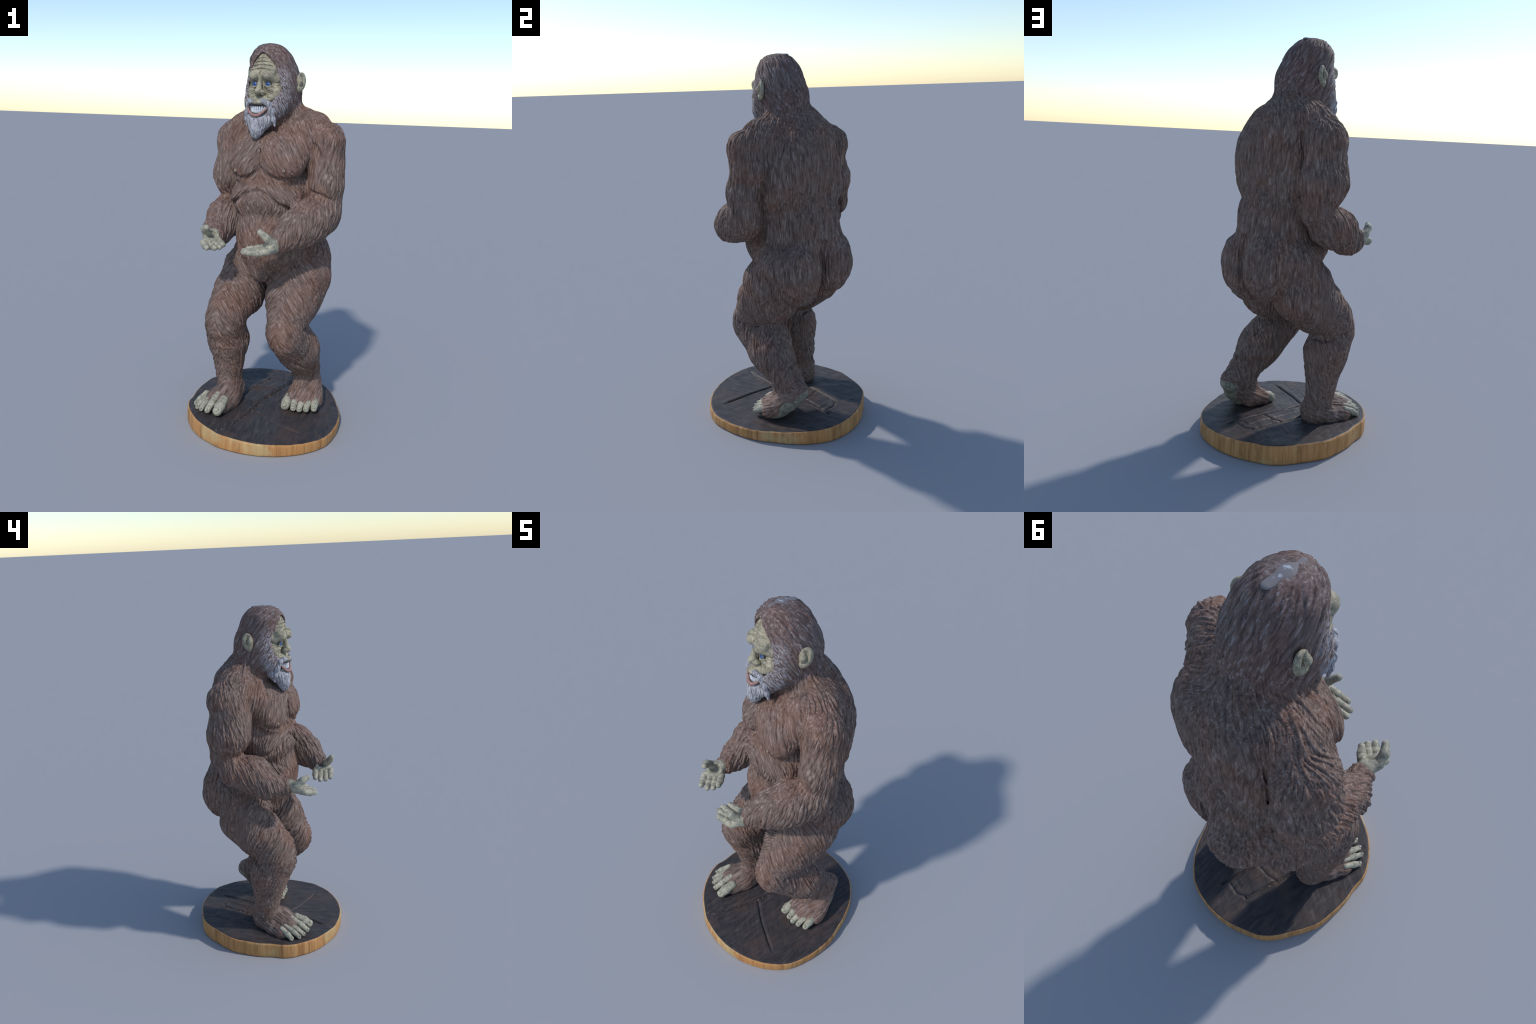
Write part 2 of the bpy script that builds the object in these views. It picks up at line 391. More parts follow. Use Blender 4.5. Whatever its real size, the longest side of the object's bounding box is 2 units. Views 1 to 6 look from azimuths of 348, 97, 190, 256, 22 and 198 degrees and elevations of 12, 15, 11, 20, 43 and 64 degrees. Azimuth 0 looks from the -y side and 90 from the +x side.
def fur_material(name, dark, mid, light, warm, tilt=(0, 0, 0), amount=.55, cheeks=False, part=None):
    m = Nodes(name)
    if part is None:
        va, vb = m.local(scale=(1, 1, .16), rot=tilt), m.local(scale=(1, 1, .10), rot=tilt, loc=(3, 1, 2))
    else:
        # herringbone: the strokes slant away from a parting line at a = part[0];
        # part[1] lists the slant over each span of height
        a, b, z = m.axis(0), m.axis(1), m.axis(2)
        slope = None
        for lo, hi, k in part[1]:
            r = m.t.nodes.new('ShaderNodeMapRange'); r.inputs[1].default_value = lo; r.inputs[2].default_value = hi
            r.inputs[3].default_value = 0; r.inputs[4].default_value = (hi-lo)*k; m.link(z, r.inputs[0])
            slope = r.outputs[0] if slope is None else m.math('ADD', slope, r.outputs[0])
        slope = m.math('MULTIPLY', slope, m.fac(b, -.06, .03))
        u = m.math('ADD', m.math('ABSOLUTE', m.math('SUBTRACT', a, part[0])), slope)
        def vec(zs, off):
            c = m.t.nodes.new('ShaderNodeCombineXYZ')
            m.link(m.math('ADD', u, off), c.inputs[0]); m.link(b, c.inputs[1]); m.link(m.math('MULTIPLY', z, zs), c.inputs[2])
            return c.outputs[0]
        va, vb = vec(.16, 0.), vec(.10, 3.)
    streak = m.noise(va, 95, 3, .6, .4)
    fine = m.noise(vb, 230, 2, .5, .3)
    patch = m.noise(m.local(loc=(5, 5, 5)), 7, 3, .6)
    base = m.ramp(streak, [(.30, dark), (.50, mid), (.72, tuple(x*1.15 for x in mid))])
    base = m.mix(m.fac(patch, .40, .66), base, m.mix(1.0, base, warm, 'MULTIPLY'))
    hi = m.math('MULTIPLY', m.fac(streak, .50, .66), m.math('MULTIPLY', m.fac(fine, .38, .60), amount))
    col = m.mix(hi, base, light)
    if cheeks:                       # greying side whiskers round the face
        x = m.math('ABSOLUTE', m.math('ADD', m.axis(0), .006))
        y, z = m.axis(1), m.axis(2)
        near = m.math('MULTIPLY', m.fac(y, .045, .10), m.fac(z, 1.91, 1.82))
        near = m.math('MULTIPLY', near, m.fac(z, 1.585, 1.66))
        lock = m.noise(m.local(scale=(1, 1, .10), rot=(.75, 0, 0), loc=(1, 4, 2)), 150, 2, .5, .3)
        wh = m.math('MULTIPLY', near, m.fac(lock, .44, .60))
        col = m.mix(m.math('MULTIPLY', wh, .75), col, (.38, .38, .42))
    return m.done(col, .72, fine, .35, .003, .3)
FUR = dict(dark=(.076, .050, .042), mid=(.163, .112, .094), light=(.37, .31, .29), warm=(1.12, .94, .85))
M_FUR = fur_material('carved_fur', **FUR)
M_FUR_TORSO = fur_material('carved_fur_torso', part=(.0, ((.85, 1.22, -.40), (1.22, 1.36, 1.0), (1.36, 1.60, .55))), **FUR)
M_FUR_LEG = {s: fur_material('carved_fur_leg', part=(x, ((.10, 1.0, .7),)), **FUR) for s, x in (('l', .165), ('r', -.168))}
M_FUR_ARM = fur_material('carved_fur_arm', tilt=(-.33, 0, 0), **FUR)
M_FUR_FOOT = fur_material('carved_fur_foot', tilt=(-1.1, 0, 0), **FUR)
M_HAIR = fur_material('carved_hair', (.070, .050, .048), (.145, .105, .098), (.38, .35, .36), (1.1, .92, .86), tilt=(.65, 0, 0), cheeks=True)

def skin_material(name, base, pale, shade):
    m = Nodes(name); v = m.local()
    n = m.noise(v, 38, 4, .6); f = m.noise(v, 140, 3, .6)
    col = m.mix(m.fac(n, .38, .64), shade, base)
    col = m.mix(m.math('MULTIPLY', m.fac(f, .48, .68), .7), col, pale)
    w = m.noise(m.local(loc=(4, 4, 4)), 55, 4, .7, .8)
    vein = m.math('SUBTRACT', 1.0, m.fac(m.math('ABSOLUTE', m.math('SUBTRACT', w, .5)), 0., .022))
    col = m.mix(m.math('MULTIPLY', vein, .45), col, tuple(c*.35 for c in shade))
    return m.done(col, .6, f, .35, .002, .35)
M_SKIN = skin_material('painted_skin', (.365, .325, .228), (.47, .435, .33), (.205, .188, .142))
M_PALE = skin_material('painted_pale_skin', (.40, .375, .285), (.54, .515, .42), (.24, .23, .18))
M_SOLE = skin_material('worn_sole', (.25, .235, .18), (.36, .35, .29), (.13, .12, .095))
M_NAIL = skin_material('painted_nail', (.38, .38, .28), (.46, .46, .36), (.26, .27, .20))
def whisker_material():
    m = Nodes('painted_whiskers')
    s = m.noise(m.local(scale=(1, 1, .1)), 170, 3, .6, .3)
    col = m.ramp(s, [(.30, (.10, .095, .10)), (.46, (.27, .27, .30)), (.68, (.50, .50, .54))])
    return m.done(col, .6, s, .4, .003, .3)
M_WHISKER = whisker_material()
def plain(name, col, rough=.5, spec=.4, var=.25):
    m = Nodes(name); n = m.noise(m.local(), 90, 3)
    return m.done(m.mix(m.fac(n, .3, .7), tuple(c*(1-var) for c in col), tuple(c*(1+var*.4) for c in col)), rough, None, spec=spec)
M_LIP = plain('painted_lip', (.33, .185, .165)); M_TOOTH = plain('painted_tooth', (.58, .61, .66), .35, .5, .15)
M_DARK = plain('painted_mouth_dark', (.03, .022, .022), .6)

def filler_material():
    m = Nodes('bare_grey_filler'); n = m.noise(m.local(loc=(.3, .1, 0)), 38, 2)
    return m.done(m.mix(m.fac(n, .62, .70), (.185, .172, .182), (.38, .42, .47)), .7)
M_CROWN = filler_material()
M_NIPPLE = plain('painted_nipple', (.26, .20, .15), .6)
def eye_material():
    m = Nodes('painted_eye')
    sep = m.t.nodes.new('ShaderNodeSeparateXYZ'); m.link(m.co, sep.inputs[0])
    r = m.math('SQRT', m.math('ADD', m.math('POWER', sep.outputs[0], 2.0), m.math('POWER', sep.outputs[1], 2.0)))
    n = m.noise(m.co, 400, 2)
    r = m.math('ADD', r, m.math('MULTIPLY', m.math('SUBTRACT', n, .5), .0012))
    col = m.ramp(m.math('MULTIPLY', r, 58.0), [(.12, (.012, .015, .04)), (.22, (.015, .07, .26)), (.52, (.035, .12, .38)), (.64, (.03, .06, .22)), (.71, (.30, .31, .31)), (.84, (.05, .045, .04))])  # last dark stop paints the eye socket's shadow onto the eyeball rim
    return m.done(col, .3, spec=.5)
M_EYE = eye_material()
def wood_top():
    m = Nodes('charred_wood_top'); v = m.local(scale=(1, .18, 1), rot=(0, 0, .5), turn=False)
    s = m.noise(v, 60, 4, .6, .4); p = m.noise(m.local(turn=False), 9, 4, .6)
    col = m.ramp(s, [(.28, (.024, .021, .024)), (.55, (.052, .044, .045)), (.78, (.10, .078, .070))])
    col = m.mix(m.math('MULTIPLY', m.fac(p, .50, .68), .6), col, (.085, .055, .044))
    # bare wood shows through along the outer rim
    x, y = m.axis(0, turn=False), m.axis(1, turn=False)
    r = m.math('SQRT', m.math('ADD', m.math('MULTIPLY', x, x), m.math('MULTIPLY', y, y)))
    return m, col, r, s
def wood_side():
    m = Nodes('sawn_wood_edge')
    s = m.noise(m.local(scale=(1, 1, .07), turn=False), 48, 4, .6, .3); g = m.noise(m.local(loc=(2, 7, 1), turn=False), 6, 3, .6)
    col = m.ramp(s, [(.28, (.21, .10, .036)), (.48, (.41, .20, .070)), (.72, (.52, .30, .125))])
    col = m.mix(m.math('MULTIPLY', m.fac(g, .52, .70), .55), col, (.46, .37, .19))
    col = m.mix(m.math('MULTIPLY', m.fac(g, .44, .30), .5), col, (.48, .22, .07))
    k = m.noise(m.local(scale=(1, 1, .04), loc=(9, 2, 4), turn=False), 30, 3, .6, .2)
    col = m.mix(m.math('MULTIPLY', m.fac(k, .63, .70), .6), col, (.13, .085, .045))
    return m.done(col, .6, s, .25, .003, .3)
def top_done():
    m, col, r, s = wood_top()
    return m.done(col, .55, s, .3, .003, .35)
M_TOP, M_SIDE = top_done(), wood_side()
M_BARE = plain('splintered_wood', (.22, .17, .13), .7, .2, .5)

# ------------------------------------------------------------------ body
V, Q, N = solid_mesh(body_field, np.array([-.44, -.42, .03]), np.array([.44, .36, 2.02]), .0054)
names, part = body_parts(V)
F = lie(V, N, part, names)
co = comb(V, Q, F, [noise3(V, .0125, 1), noise3(V, .007, 2)], [24, 13], .0027)
coarse, fine = co.T; lumps = noise3(V, .05, 3)*3
amount = np.ones(len(V))
for nm, k in (('sole_l', .15), ('head', .85), ('foot_l', .55), ('foot_r', .55)): amount[part == names.index(nm)] = k
amount *= np.clip(np.abs(V[:, 2]-1.996)/.02, .05, 1)
amount *= 1-.4*np.clip(N[:, 1]*2-.4, 0, 1)*np.clip(1-np.abs(V[:, 2]-1.42)/.12, 0, 1)   # smoother chest
for it in range(3):
    m = amount[Q].mean(1); s = np.zeros(len(V)); c = np.zeros(len(V))
    for i in range(4): s += np.bincount(Q[:, i], m, len(V)); c += np.bincount(Q[:, i], minlength=len(V))
    amount = s/c
relief = .0015*coarse+.0018-.0042*np.exp(-(coarse/.42)**2)+.0008*fine+.0012*lumps
V = V+N*(amount*relief)[:, None]
keep = V[:, 2] > .0
NV = vertex_normals(V, Q)
_, fpart = body_parts(V[Q].mean(1).astype(f32))
MATS = {'torso': M_FUR_TORSO, 'head': M_HAIR, 'sole': M_SOLE, 'foot': M_FUR_FOOT, 'forearm': M_FUR_ARM}
PARTS = {}
for i, nm in enumerate(names):
    q = Q[fpart == i]
    if not len(q): continue
    u, inv = np.unique(q, return_inverse=True)
    base = nm[:-2] if nm[-2:] in ('_l', '_r') else nm
    mat = M_FUR_LEG[nm[-1]] if base in ('thigh', 'shin') else MATS.get(base, M_FUR)
    PARTS[nm] = make(base, V[u], inv.reshape(-1, 4), mat, normals=NV[u])
if 'sole_l' in PARTS: PARTS['sole_l'].parent = PARTS['foot_l']
HEAD = PARTS['head']

# ------------------------------------------------------------------ face
def mirror(s, p): return (FACE_A+s*p[0], *p[1:])
WRINKLES = []
for z, w, d in ((1.868, .058, .006), (1.885, .052, .006), (1.902, .042, .0055), (1.919, .030, .005)):
    WRINKLES.append((tuple((FACE_A+x*w, .175-.9*(x*w)**2*9-(z-1.866)*.7, z-.010*abs(x)**1.5*(1 if z < 1.87 else .5)) for x in np.linspace(-1, 1, 9)), .0028, d))
WRINKLES.append((tuple((FACE_A, .175-max(0, z-1.87)*.6, z) for z in (1.845, 1.87, 1.90, 1.935)), .003, .0065))
for s in (1, -1):
    for dz, ang in ((.000, .25), (-.008, -.05), (-.016, -.35)):
        WRINKLES.append((tuple(mirror(s, (.056+.026*t, .140-.045*t, 1.800+dz+.014*t*math.sin(ang*2))) for t in (0, .5, 1)), .0025, .003))
    for dz, r in ((-.016, .026), (-.026, .029), (-.040, .031)):
        WRINKLES.append((tuple(mirror(s, (.042+r*math.cos(t)*.9, .150-.02*abs(math.cos(t)), 1.79+dz*.55+r*.62*math.sin(t))) for t in np.linspace(math.pi*1.05, math.pi*1.95, 7)), .0025, .0028))
    WRINKLES.append((tuple(mirror(s, p) for p in ((.022, .160, 1.752), (.034, .150, 1.738), (.052, .143, 1.730))), .004, .005))
def face_field(p):
    d = ellipsoid(p, (FACE_A, .048, 1.815), (.108, .096, .150))
    d = smin(d, ellipsoid(p, (FACE_A, .100, 1.870), (.062, .056, .062)), .03)
    d = smin(d, ellipsoid(p, (FACE_A, .085, 1.915), (.046, .050, .042)), .02)
    for s in (1, -1):
        P = lambda x: mirror(s, x)
        d = smin(d, limb(p, (P((.016, .152, 1.842))+(.016,), P((.040, .151, 1.836))+(.020,), P((.068, .116, 1.822))+(.016,)), .015), .014)
        d = smin(d, ellipsoid(p, P((.040, .142, 1.852)), (.032, .027, .022)), .012)
        d = smin(d, ellipsoid(p, P((.058, .108, 1.762)), (.036, .033, .034)), .016)
        d = smin(d, ellipsoid(p, P((.032, .128, 1.733)), (.040, .024, .020)), .016)
    d = smin(d, ellipsoid(p, (-.011, .138, 1.710), (.046, .047, .019)), .016)
    for s in (1, -1):
        d = smax(d, -ellipsoid(p, mirror(s, (.036, .176, 1.796)), (.025, .048, .0162)), .007)
        d = smax(d, -ellipsoid(p, mirror(s, (.021, .172, 1.778)), (.012, .025, .022)), .010)
    nose = limb(p, ((FACE_A, .152, 1.832, .009), (FACE_A, .160, 1.795, .0095), (FACE_A, .166, 1.768, .016)), .012)
    nose = smin(nose, ellipsoid(p, (FACE_A, .166, 1.763), (.020, .021, .016)), .008)
    for s in (1, -1): nose = smin(nose, ellipsoid(p, mirror(s, (.018, .156, 1.757)), (.012, .017, .013)), .008)
    d = smin(d, nose, .007)
    for s in (1, -1):
        d = smax(d, -ellipsoid(p, mirror(s, (.010, .172, 1.742)), (.0065, .013, .009)), .004)
        # puffed lower lids, pouches under the eyes
        d = smin(d, limb(p, tuple(mirror(s, q) for q in ((.022, .142, 1.789, .004), (.037, .148, 1.783, .005), (.055, .138, 1.788, .004))), .006), .005)
        d = smin(d, ellipsoid(p, mirror(s, (.046, .128, 1.770)), (.024, .020, .013)), .008)
    front = np.clip((p[..., 1]-.07)/.02, 0, 1)
    q = p.copy(); q[..., 1] = 0
    for path, w, depth in WRINKLES:
        d = d+front*depth*np.exp(-(line_distance(q, [(x[0], 0, x[2]) for x in path])/w)**2)
    d = smax(d, face_column(p)-.010, .006)
    d = smax(d, .03-p[..., 1], .004)
    return smax(d, -mouth_hole(p), .004)
FACE = solid('face', face_field, np.array([-.14, .01, 1.67]), np.array([.13, .21, 1.98]), .0042, M_SKIN, HEAD)

# goatee, drooping moustache
def lock_relief(scale, amp):
    def f(V, Q, N):
        D = np.tile([0., .1, -1.], (len(V), 1)); D -= (D*N).sum(1)[:, None]*N
        D /= np.maximum(np.linalg.norm(D, axis=1), .05)[:, None]
        c = comb(V, Q, D, [noise3(V, scale, 5)], [10], .002)[:, 0]
        return amp*(.5*c+.6-1.4*np.exp(-(c/.45)**2))
    return f
def goatee(p):
    d = ellipsoid(p, (-.018, .126, 1.620), (.064, .050, .042))
    d = smin(d, ellipsoid(p, (-.018, .108, 1.640), (.082, .050, .040)), .02)
    d = smin(d, limb(p, ((-.018, .140, 1.61, .036), (-.021, .148, 1.575, .027), (-.023, .151, 1.553, .011))), .02)
    return smax(d, -mouth_hole(p), .004)
solid('beard', goatee, np.array([-.12, .04, 1.52]), np.array([.08, .21, 1.70]), .004, M_WHISKER, HEAD, relief=lock_relief(.008, .0015))
def moustache(sign):
    nodes = ((.006, .172, 1.708, .007), (.034, .166, 1.716, .010), (.056, .152, 1.703, .012), (.070, .140, 1.665, .012), (.076, .131, 1.630, .010), (.080, .124, 1.600, .005))
    nodes = tuple((-.013+sign*n[0], *n[1:]) for n in nodes)
    return lambda p: limb(p, nodes, .012)
for sgn in (1, -1):
    solid('moustache', moustache(sgn), np.array([-.12, .09, 1.58]), np.array([.10, .20, 1.74]), .004, M_WHISKER, HEAD, relief=lock_relief(.006, .0009))
# mouth: dark hollow, lips, two rows of teeth
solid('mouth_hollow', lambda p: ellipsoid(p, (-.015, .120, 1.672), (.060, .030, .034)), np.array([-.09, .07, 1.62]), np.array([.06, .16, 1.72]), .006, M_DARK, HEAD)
def lip(lo, hi):
    pts = [(-.016+.060*t, .176-.022*t*t, lo+(hi-lo)*t*t, .0085-.0045*abs(t)) for t in np.linspace(-1, 1, 11)]
    return lambda p: limb(p, pts, .004)
solid('lower_lip', lip(1.647, 1.692), np.array([-.10, .13, 1.62]), np.array([.07, .20, 1.71]), .004, M_LIP, HEAD)
solid('upper_lip', lambda p: limb(p, [(-.016+.056*t, .176-.024*t*t, 1.700-.004*t*t, .005-.001*abs(t)) for t in np.linspace(-1, 1, 9)], .003),
      np.array([-.10, .13, 1.68]), np.array([.07, .20, 1.72]), .004, M_DARK, HEAD)
def tooth_mesh():
    f = lambda p: np.sqrt((np.maximum(np.abs(p)-np.array([.0032, .0025, .0062], f32), 0)**2).sum(-1))-.0022
    V, Q, N = solid_mesh(f, np.array([-.008]*2+[-.012]), np.array([.008]*2+[.012]), .0022, 0)
    me = make('tooth', V, Q, M_TOOTH, HEAD, local=False); d = me.data; bpy.data.objects.remove(me); return d
TOOTH = tooth_mesh()
def place(name, data, pos, parent, zrot=0., scale=(1, 1, 1)):
    ob = bpy.data.objects.new(name, data); bpy.context.collection.objects.link(ob); ob.parent = parent
    w = to_world(np.array(pos)); ob.location = w; ob.rotation_euler = (0, 0, TURN+zrot); ob.scale = scale
    return ob
for row, z, n, sp in ((0, 1.684, 8, .0108), (1, 1.667, 8, .0098)):
    for i in range(n):
        x = (i-(n-1)/2)*sp
        place('tooth', TOOTH, (-.014+x, .166-9.0*x*x, z+(5.*x*x if row else 1.5*x*x)), HEAD, -18*x*.6, (.80+.06*math.sin(i*5), 1, 1.05 if row == 0 else .95))
# eyes
def ball(name, r, mat, n=24):
    th = np.linspace(0, math.pi, n); ph = np.linspace(0, 2*math.pi, 2*n, endpoint=False)
    V = np.array([[r*math.sin(t)*math.cos(f), r*math.sin(t)*math.sin(f), r*math.cos(t)] for t in th for f in ph])
    Q = [[i*2*n+j, (i+1)*2*n+j, (i+1)*2*n+(j+1) % (2*n), i*2*n+(j+1) % (2*n)] for i in range(n-1) for j in range(2*n)]
    ob = make(name, V, Q, mat, HEAD, local=False); d = ob.data; bpy.data.objects.remove(ob); return d
EYE = ball('eye', .0160, M_EYE)
for s in (1, -1):
    ob = place('eye', EYE, (FACE_A+s*.0365, .1345, 1.797), HEAD)
    aim = Vector(to_world(np.array([.02*s+.02, 1., -.05]))); ob.rotation_euler = aim.to_track_quat('Z', 'Y').to_euler()
# ears
def ear(s):
    def f(p):
        q = p.copy(); q[..., 0] = (q[..., 0]+.005)*s; q[..., 1] -= 0
        c = (.139, -.002, 1.817); tilt = (.12, 0, .38)
        d = ellipsoid(q, c, (.014, .030, .046), tilt)
        d = smin(d, ellipsoid(q, (.134, .008, 1.785), (.012, .016, .020), tilt), .012)
        d = smax(d, -ellipsoid(q, (.150, .010, 1.822), (.016, .021, .033), tilt), .006)
        d = smin(d, limb(q, ((.138, .010, 1.838, .004), (.142, .014, 1.818, .005), (.140, .012, 1.80, .004))), .006)
        return d
    return f
for s in (1, -1):
    lo, hi = sorted((s*.10-.005, s*.17-.005))
    solid('ear', ear(s), np.array([lo, -.05, 1.75]), np.array([hi, .05, 1.88]), .004, M_SKIN, HEAD)
for a_, b_, z_ in ((.147, .160, 1.388), (-.131, .159, 1.372)):
    c_ = np.array([a_, b_, z_], f32)
    solid('nipple', lambda p: smin(ellipsoid(p, c_, (.0085, .004, .0085)), ellipsoid(p, c_+np.array([0, .003, 0], f32), (.0035, .004, .0035)), .002), c_-.014, c_+.014, .003, M_NIPPLE, PARTS['torso'])
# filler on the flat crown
def crown_patch(p):
    q = p.copy(); q[..., 2] = (q[..., 2]-1.988)*2.5+1.988
    d = limb(q, ((-.012, .090, 1.986, .010), (-.022, .040, 1.988, .023), (-.028, -.018, 1.988, .015)), .02)*.5
    return smax(d, p[..., 2]-1.9985, .003)
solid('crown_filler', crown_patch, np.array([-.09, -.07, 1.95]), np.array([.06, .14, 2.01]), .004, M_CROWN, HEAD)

# ------------------------------------------------------------------ hands
HANDS = {
 'l': dict(wrist=(.190, .262, 1.058, .030), heel=(.176, .285, 1.040, .030),
   bases=[(.178, .343, 1.024), (.163, .318, 1.018), (.147, .293, 1.020), (.130, .268, 1.028)],
   tips=[(.093, .375, 1.010), (.056, .361, 1.008), (.042, .334, 1.007), (.046, .300, 1.013)],
   thumb=[(.186, .313, 1.056, .023), (.170, .343, 1.088, .0175), (.146, .362, 1.116, .0145)]),
 'r': dict(wrist=(-.192, .250, 1.046, .030), heel=(-.180, .278, 1.034, .030),
   bases=[(-.194, .338, 1.018), (-.178, .314, 1.013), (-.162, .290, 1.014), (-.148, .268, 1.022)],
   tips=[(-.144, .376, 1.004), (-.112, .358, 1.004), (-.101, .330, 1.006), (-.099, .303, 1.014)],
   thumb=[(-.206, .296, 1.058, .023), (-.196, .326, 1.086, .018), (-.171, .346, 1.098, .0145)]),
}
for side, H in HANDS.items():
    B = H['bases']
    def palm(p):
        d = limb(p, (H['wrist'], H['heel']), .02)
        for i, b in enumerate(B):
            d = smin(d, limb(p, (H['heel'], (*b, .018))), .012)
        d = smin(d, limb(p, (H['wrist'][:3]+(.024,), H['thumb'][0])), .02)
        mid = np.mean(B, 0)
        return smax(d, -ellipsoid(p, (mid[0]*.5+H['heel'][0]*.5, mid[1]*.5+H['heel'][1]*.5, mid[2]+.038), (.026, .026, .018)), .014)
    c = np.array(H['heel'][:3])
    hand = solid('hand', palm, c-.10, c+.10, .0045, M_PALE, ROOT)
    for b, t in zip(B, H['tips']):
        b, t = np.array(b), np.array(t); mid = b*.5+t*.5+np.array([0, 0, -.003])
        nodes = ((*b, .0180), (*mid, .0172), (*t, .0135))
        kn = [b*(1-u)+t*u+np.array([0, 0, .012]) for u in (.36, .68)]
        ax = np.cross(t-b, [0, 0, 1]); ax /= np.linalg.norm(ax)
        def finger(p):
            d = limb(p, nodes, .008)
            for k in kn: d = d+.0022*np.exp(-(line_distance(p, (k-ax*.02, k+ax*.02))/.004)**2)
            return d
        lo = np.minimum(b, t)-.03
        solid('finger', finger, lo, np.maximum(b, t)+.03, .004, M_PALE, hand)
    T = H['thumb']
    solid('thumb', lambda p: limb(p, T, .01), np.min([x[:3] for x in T], 0)-.035, np.max([x[:3] for x in T], 0)+.035, .004, M_PALE, hand)

# ------------------------------------------------------------------ toes
TOES = {
 'foot_r': [((-.113, .250, .142), (-.106, .308, .116), .027), ((-.161, .240, .156), (-.162, .320, .110), .0175), ((-.203, .234, .147), (-.204, .316, .105), .0145),
            ((-.230, .228, .141), (-.238, .304, .103), .0138), ((-.258, .215, .132), (-.270, .268, .102), .0155)],
 'foot_l': [((.135, -.030, .118), (.139, .006, .096), .0255), ((.173, -.052, .128), (.188, .003, .094), .0175), ((.206, -.070, .128), (.222, -.002, .094), .017),
            ((.237, -.090, .126), (.254, -.020, .095), .017), ((.267, -.112, .121), (.287, -.050, .097), .019)],
}
for foot, toes in TOES.items():
    for b, t, r in toes:
        b, t = np.array(b), np.array(t); ax = (t-b)/np.linalg.norm(t-b)
        back = b-ax*.02
        up = np.array([0, 0, 1])-ax*ax[2]; up /= np.linalg.norm(up)
        nail = t+up*r*.78+ax*r*.25
        def toe(p):
            d = limb(p, ((*back, r*.86), (*(b*.5+t*.5+up*.002), r), (*t, r*.93)), .01)
            k = b*.45+t*.55+up*r; side = np.cross(ax, up)
            for o in (-.006, .002): d = d+.0018*np.exp(-(line_distance(p, (k+ax*o-side*.03, k+ax*o+side*.03))/.0028)**2)
            R = np.stack([side, ax, up], 1).astype(f32)
            q = (p-nail.astype(f32)) @ R
            e = np.sqrt((q[..., 0]/(r*.62))**2+(q[..., 1]/(r*.62))**2)
            return d+.0028*np.exp(-((e-1)/.22)**2)*(q[..., 2] > -.01)
        ob = solid('toe', toe, np.minimum(back, t)-r*1.3, np.maximum(back, t)+r*1.3, .0042, M_PALE, PARTS[foot])
        RN = np.stack([np.cross(ax, up), ax, up], 1).astype(f32); nc = (t+up*r*.80+ax*r*.20).astype(f32)
        solid('toenail', lambda p: ellipsoid((p-nc) @ RN, (0, 0, 0), (r*.50, r*.55, r*.20)), nc-r, nc+r, .0035, M_NAIL, PARTS[foot])

# ------------------------------------------------------------------ log-slice base
ANG = np.radians([-180, -157, -145, -132, -121, -99, -76, -59, -42, -30, -8, 6, 19, 35, 51, 66, 80, 92, 114, 130, 140, 165, 174])
RAD = np.array([.426, .436, .438, .447, .445, .452, .460, .462, .438, .430, .418, .430, .447, .468, .462, .455, .445, .446, .412, .410, .398, .398, .420])
NA, NR = 540, 120
th = np.linspace(-math.pi, math.pi, NA, endpoint=False)
rad = np.interp(th, np.r_[ANG, ANG[0]+2*math.pi], np.r_[RAD, RAD[0]])
kern = np.hanning(19); kern /= kern.sum()
rad = np.convolve(np.r_[rad[-20:], rad, rad[:20]], kern, 'same')[20:-20]
edge = noise3(np.stack([np.cos(th)*8, np.sin(th)*8, th*0], 1), 1., 9)
GROOVES = [  # world xy path, width, depth of the saw cuts
 (((-.33, -.31), (-.20, -.20), (-.08, -.088), (-.01, .005), (.10, .105), (.245, .25)), .007, .012),
 (((-.08, -.088), (-.010, -.20), (.080, -.31), (.125, -.36)), .006, .009),
 (((-.115, .06), (-.062, .122), (.055, .235), (.108, .282)), .006, .008),
 (((.108, .282), (.160, .274), (.205, .235)), .005, .006),
 (((-.014, .169), (.040, .150), (.089, .118)), .004, .005),
]
def top_height(x, y):
    p = np.stack([x, y, x*0], 1)
    h = .0775-.048*(x*LEFT[0]+y*LEFT[1])+.003*noise3(p, .16, 21)+.0025*noise3(p, .05, 22)
    # plank left standing between two cuts
    u = (x-y)/math.sqrt(2); v = (x+y)/math.sqrt(2)
    h = h+.004*np.clip((.02-np.abs(u+.035))/.006+2.2, 0, 1)*np.clip((v+.06)/.02, 0, 1)*np.clip((.275-v)/.01, 0, 1)
    for path, w, depth in GROOVES:
        d = line_distance(p.astype(f32), [(*q, 0) for q in path])
        fade = np.clip((.40-np.hypot(x, y))/.06, 0, 1)
        h = h-fade*depth*np.exp(-(d/w)**2)+.0012*fade*np.exp(-((d-.018)/.010)**2)
    h = h+.0012*comb_like(x, y)
    rear = -(x*FACING[0]+y*FACING[1])
    h = h-.002+.010*np.clip((rear-.05)/.35, 0, 1)+.009*np.exp(-(np.hypot(x-.02, y-.08)/.19)**4)
    return h
def comb_like(x, y):
    q = np.stack([(x*.88+y*.48)*1., (-x*.48+y*.88)*.15, x*0], 1)
    return noise3(q, .012, 31)
frac = np.linspace(0, 1, NR)**.8
X = np.outer(frac, rad*np.cos(th)); Y = np.outer(frac, rad*np.sin(th))
wob = 1+.006*edge
X, Y = X*wob, Y*wob
H = top_height(X.ravel(), Y.ravel()).reshape(NR, NA)
H[0] = H[0].mean()
rimdrop = np.clip((frac-.972)/.028, 0, 1)[:, None]**2
H = H-rimdrop*(.006+.004*noise3(np.stack([np.cos(th)*14, np.sin(th)*14, th*0], 1), 1., 12))
V = np.stack([X, Y, H], -1).reshape(-1, 3)
j = np.arange(NA); jn = (j+1) % NA
RIM = NR-3                                    # the last rings show bare sawn wood
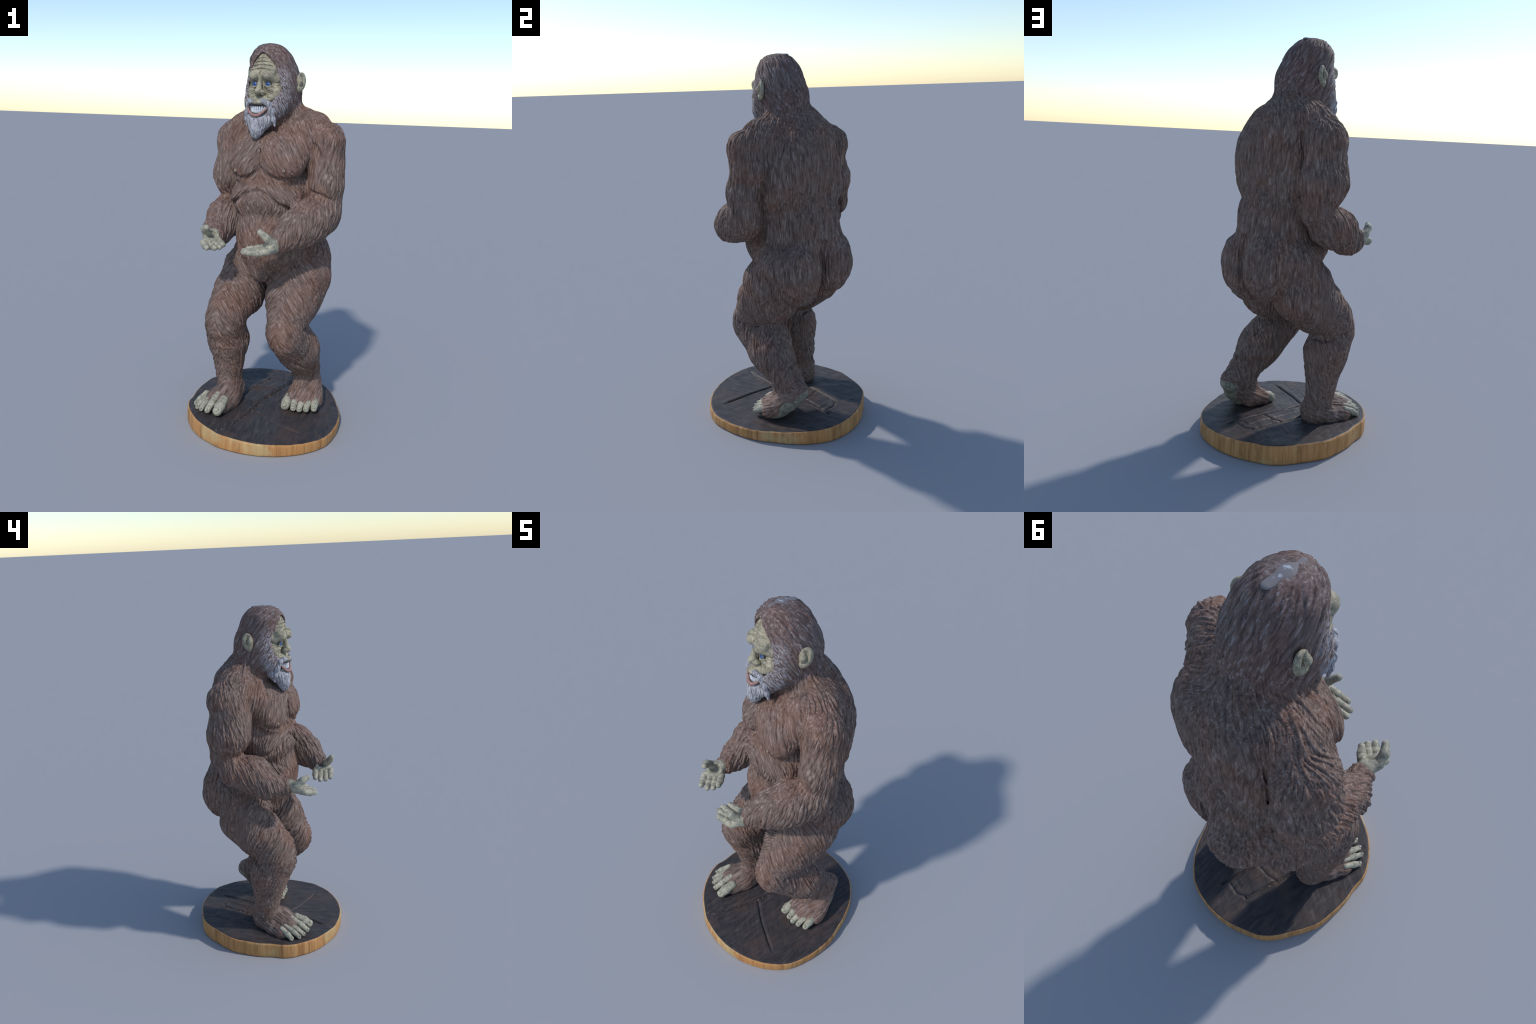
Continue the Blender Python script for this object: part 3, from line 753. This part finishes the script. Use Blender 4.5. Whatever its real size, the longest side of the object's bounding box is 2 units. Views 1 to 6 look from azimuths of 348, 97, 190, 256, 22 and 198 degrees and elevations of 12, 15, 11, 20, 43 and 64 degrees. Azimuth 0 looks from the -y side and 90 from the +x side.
Q = np.concatenate([np.stack([i*NA+j, (i+1)*NA+j, (i+1)*NA+jn, i*NA+jn], 1) for i in range(RIM)])
TOPV = V
BASE = make('wooden_base', V, Q, M_TOP, local=False)
ridge = noise3(np.stack([np.cos(th)*26, np.sin(th)*26, th*0], 1), 1., 14)
rows, lev = [TOPV[i*NA:(i+1)*NA] for i in range(RIM, NR-1)], np.linspace(1, 0, 12)
for i, t in enumerate(lev):
    z = H[-1]*t if i else H[-1]
    r = wob*rad*(1+.004*math.sin(math.pi*t))*(1+.0025*ridge*(1 if 0 < i < 11 else 0))
    if i == 11: r = r*.994
    rows.append(np.stack([r*np.cos(th), r*np.sin(th), np.maximum(z, 0)], 1))
rows.append(np.zeros((NA, 3)))
V = np.concatenate(rows)
Q = np.concatenate([np.stack([i*NA+j, (i+1)*NA+j, (i+1)*NA+jn, i*NA+jn], 1) for i in range(len(rows)-1)])
make('sawn_edge', V, Q, M_SIDE, BASE, local=False)
# splinters and crumbs of bare wood along the cuts
sp_v, sp_q = [], []
def chip(c, d, L, w, hh):
    d = np.array([*d, 0.]); d /= np.linalg.norm(d); n = np.array([-d[1], d[0], 0]); c = np.array(c)
    pts = [c-d*L/2, c+n*w/2, c+d*L/2, c-n*w/2]
    k = len(sp_v)
    for q in pts: sp_v.append(q)
    for q in pts: sp_v.append(c+(q-c)*.5+np.array([0, 0, hh]))
    for i in range(4): sp_q.append([k+i, k+(i+1) % 4, k+4+(i+1) % 4, k+4+i])
    sp_q.append([k+4, k+5, k+6, k+7])
for path, n in ((GROOVES[2][0], 26), (GROOVES[0][0], 34)):
    P = np.array(path); seg = np.linalg.norm(np.diff(P, axis=0), axis=1); cum = np.r_[0, np.cumsum(seg)]
    for i in range(n):
        s = rng.uniform(0, cum[-1]); q = np.array([np.interp(s, cum, P[:, 0]), np.interp(s, cum, P[:, 1])])+rng.normal(0, .004, 2)
        d = np.array([1, 1])+rng.normal(0, .4, 2); L = rng.uniform(.006, .018)
        z = float(top_height(q[:1], q[1:])[0])
        chip((*q, z-.001), d, L, L*rng.uniform(.3, .6), rng.uniform(.002, .005))
make('wood_splinters', np.array(sp_v), np.array(sp_q), M_BARE, BASE, smooth=False, kind='stuff', local=False)
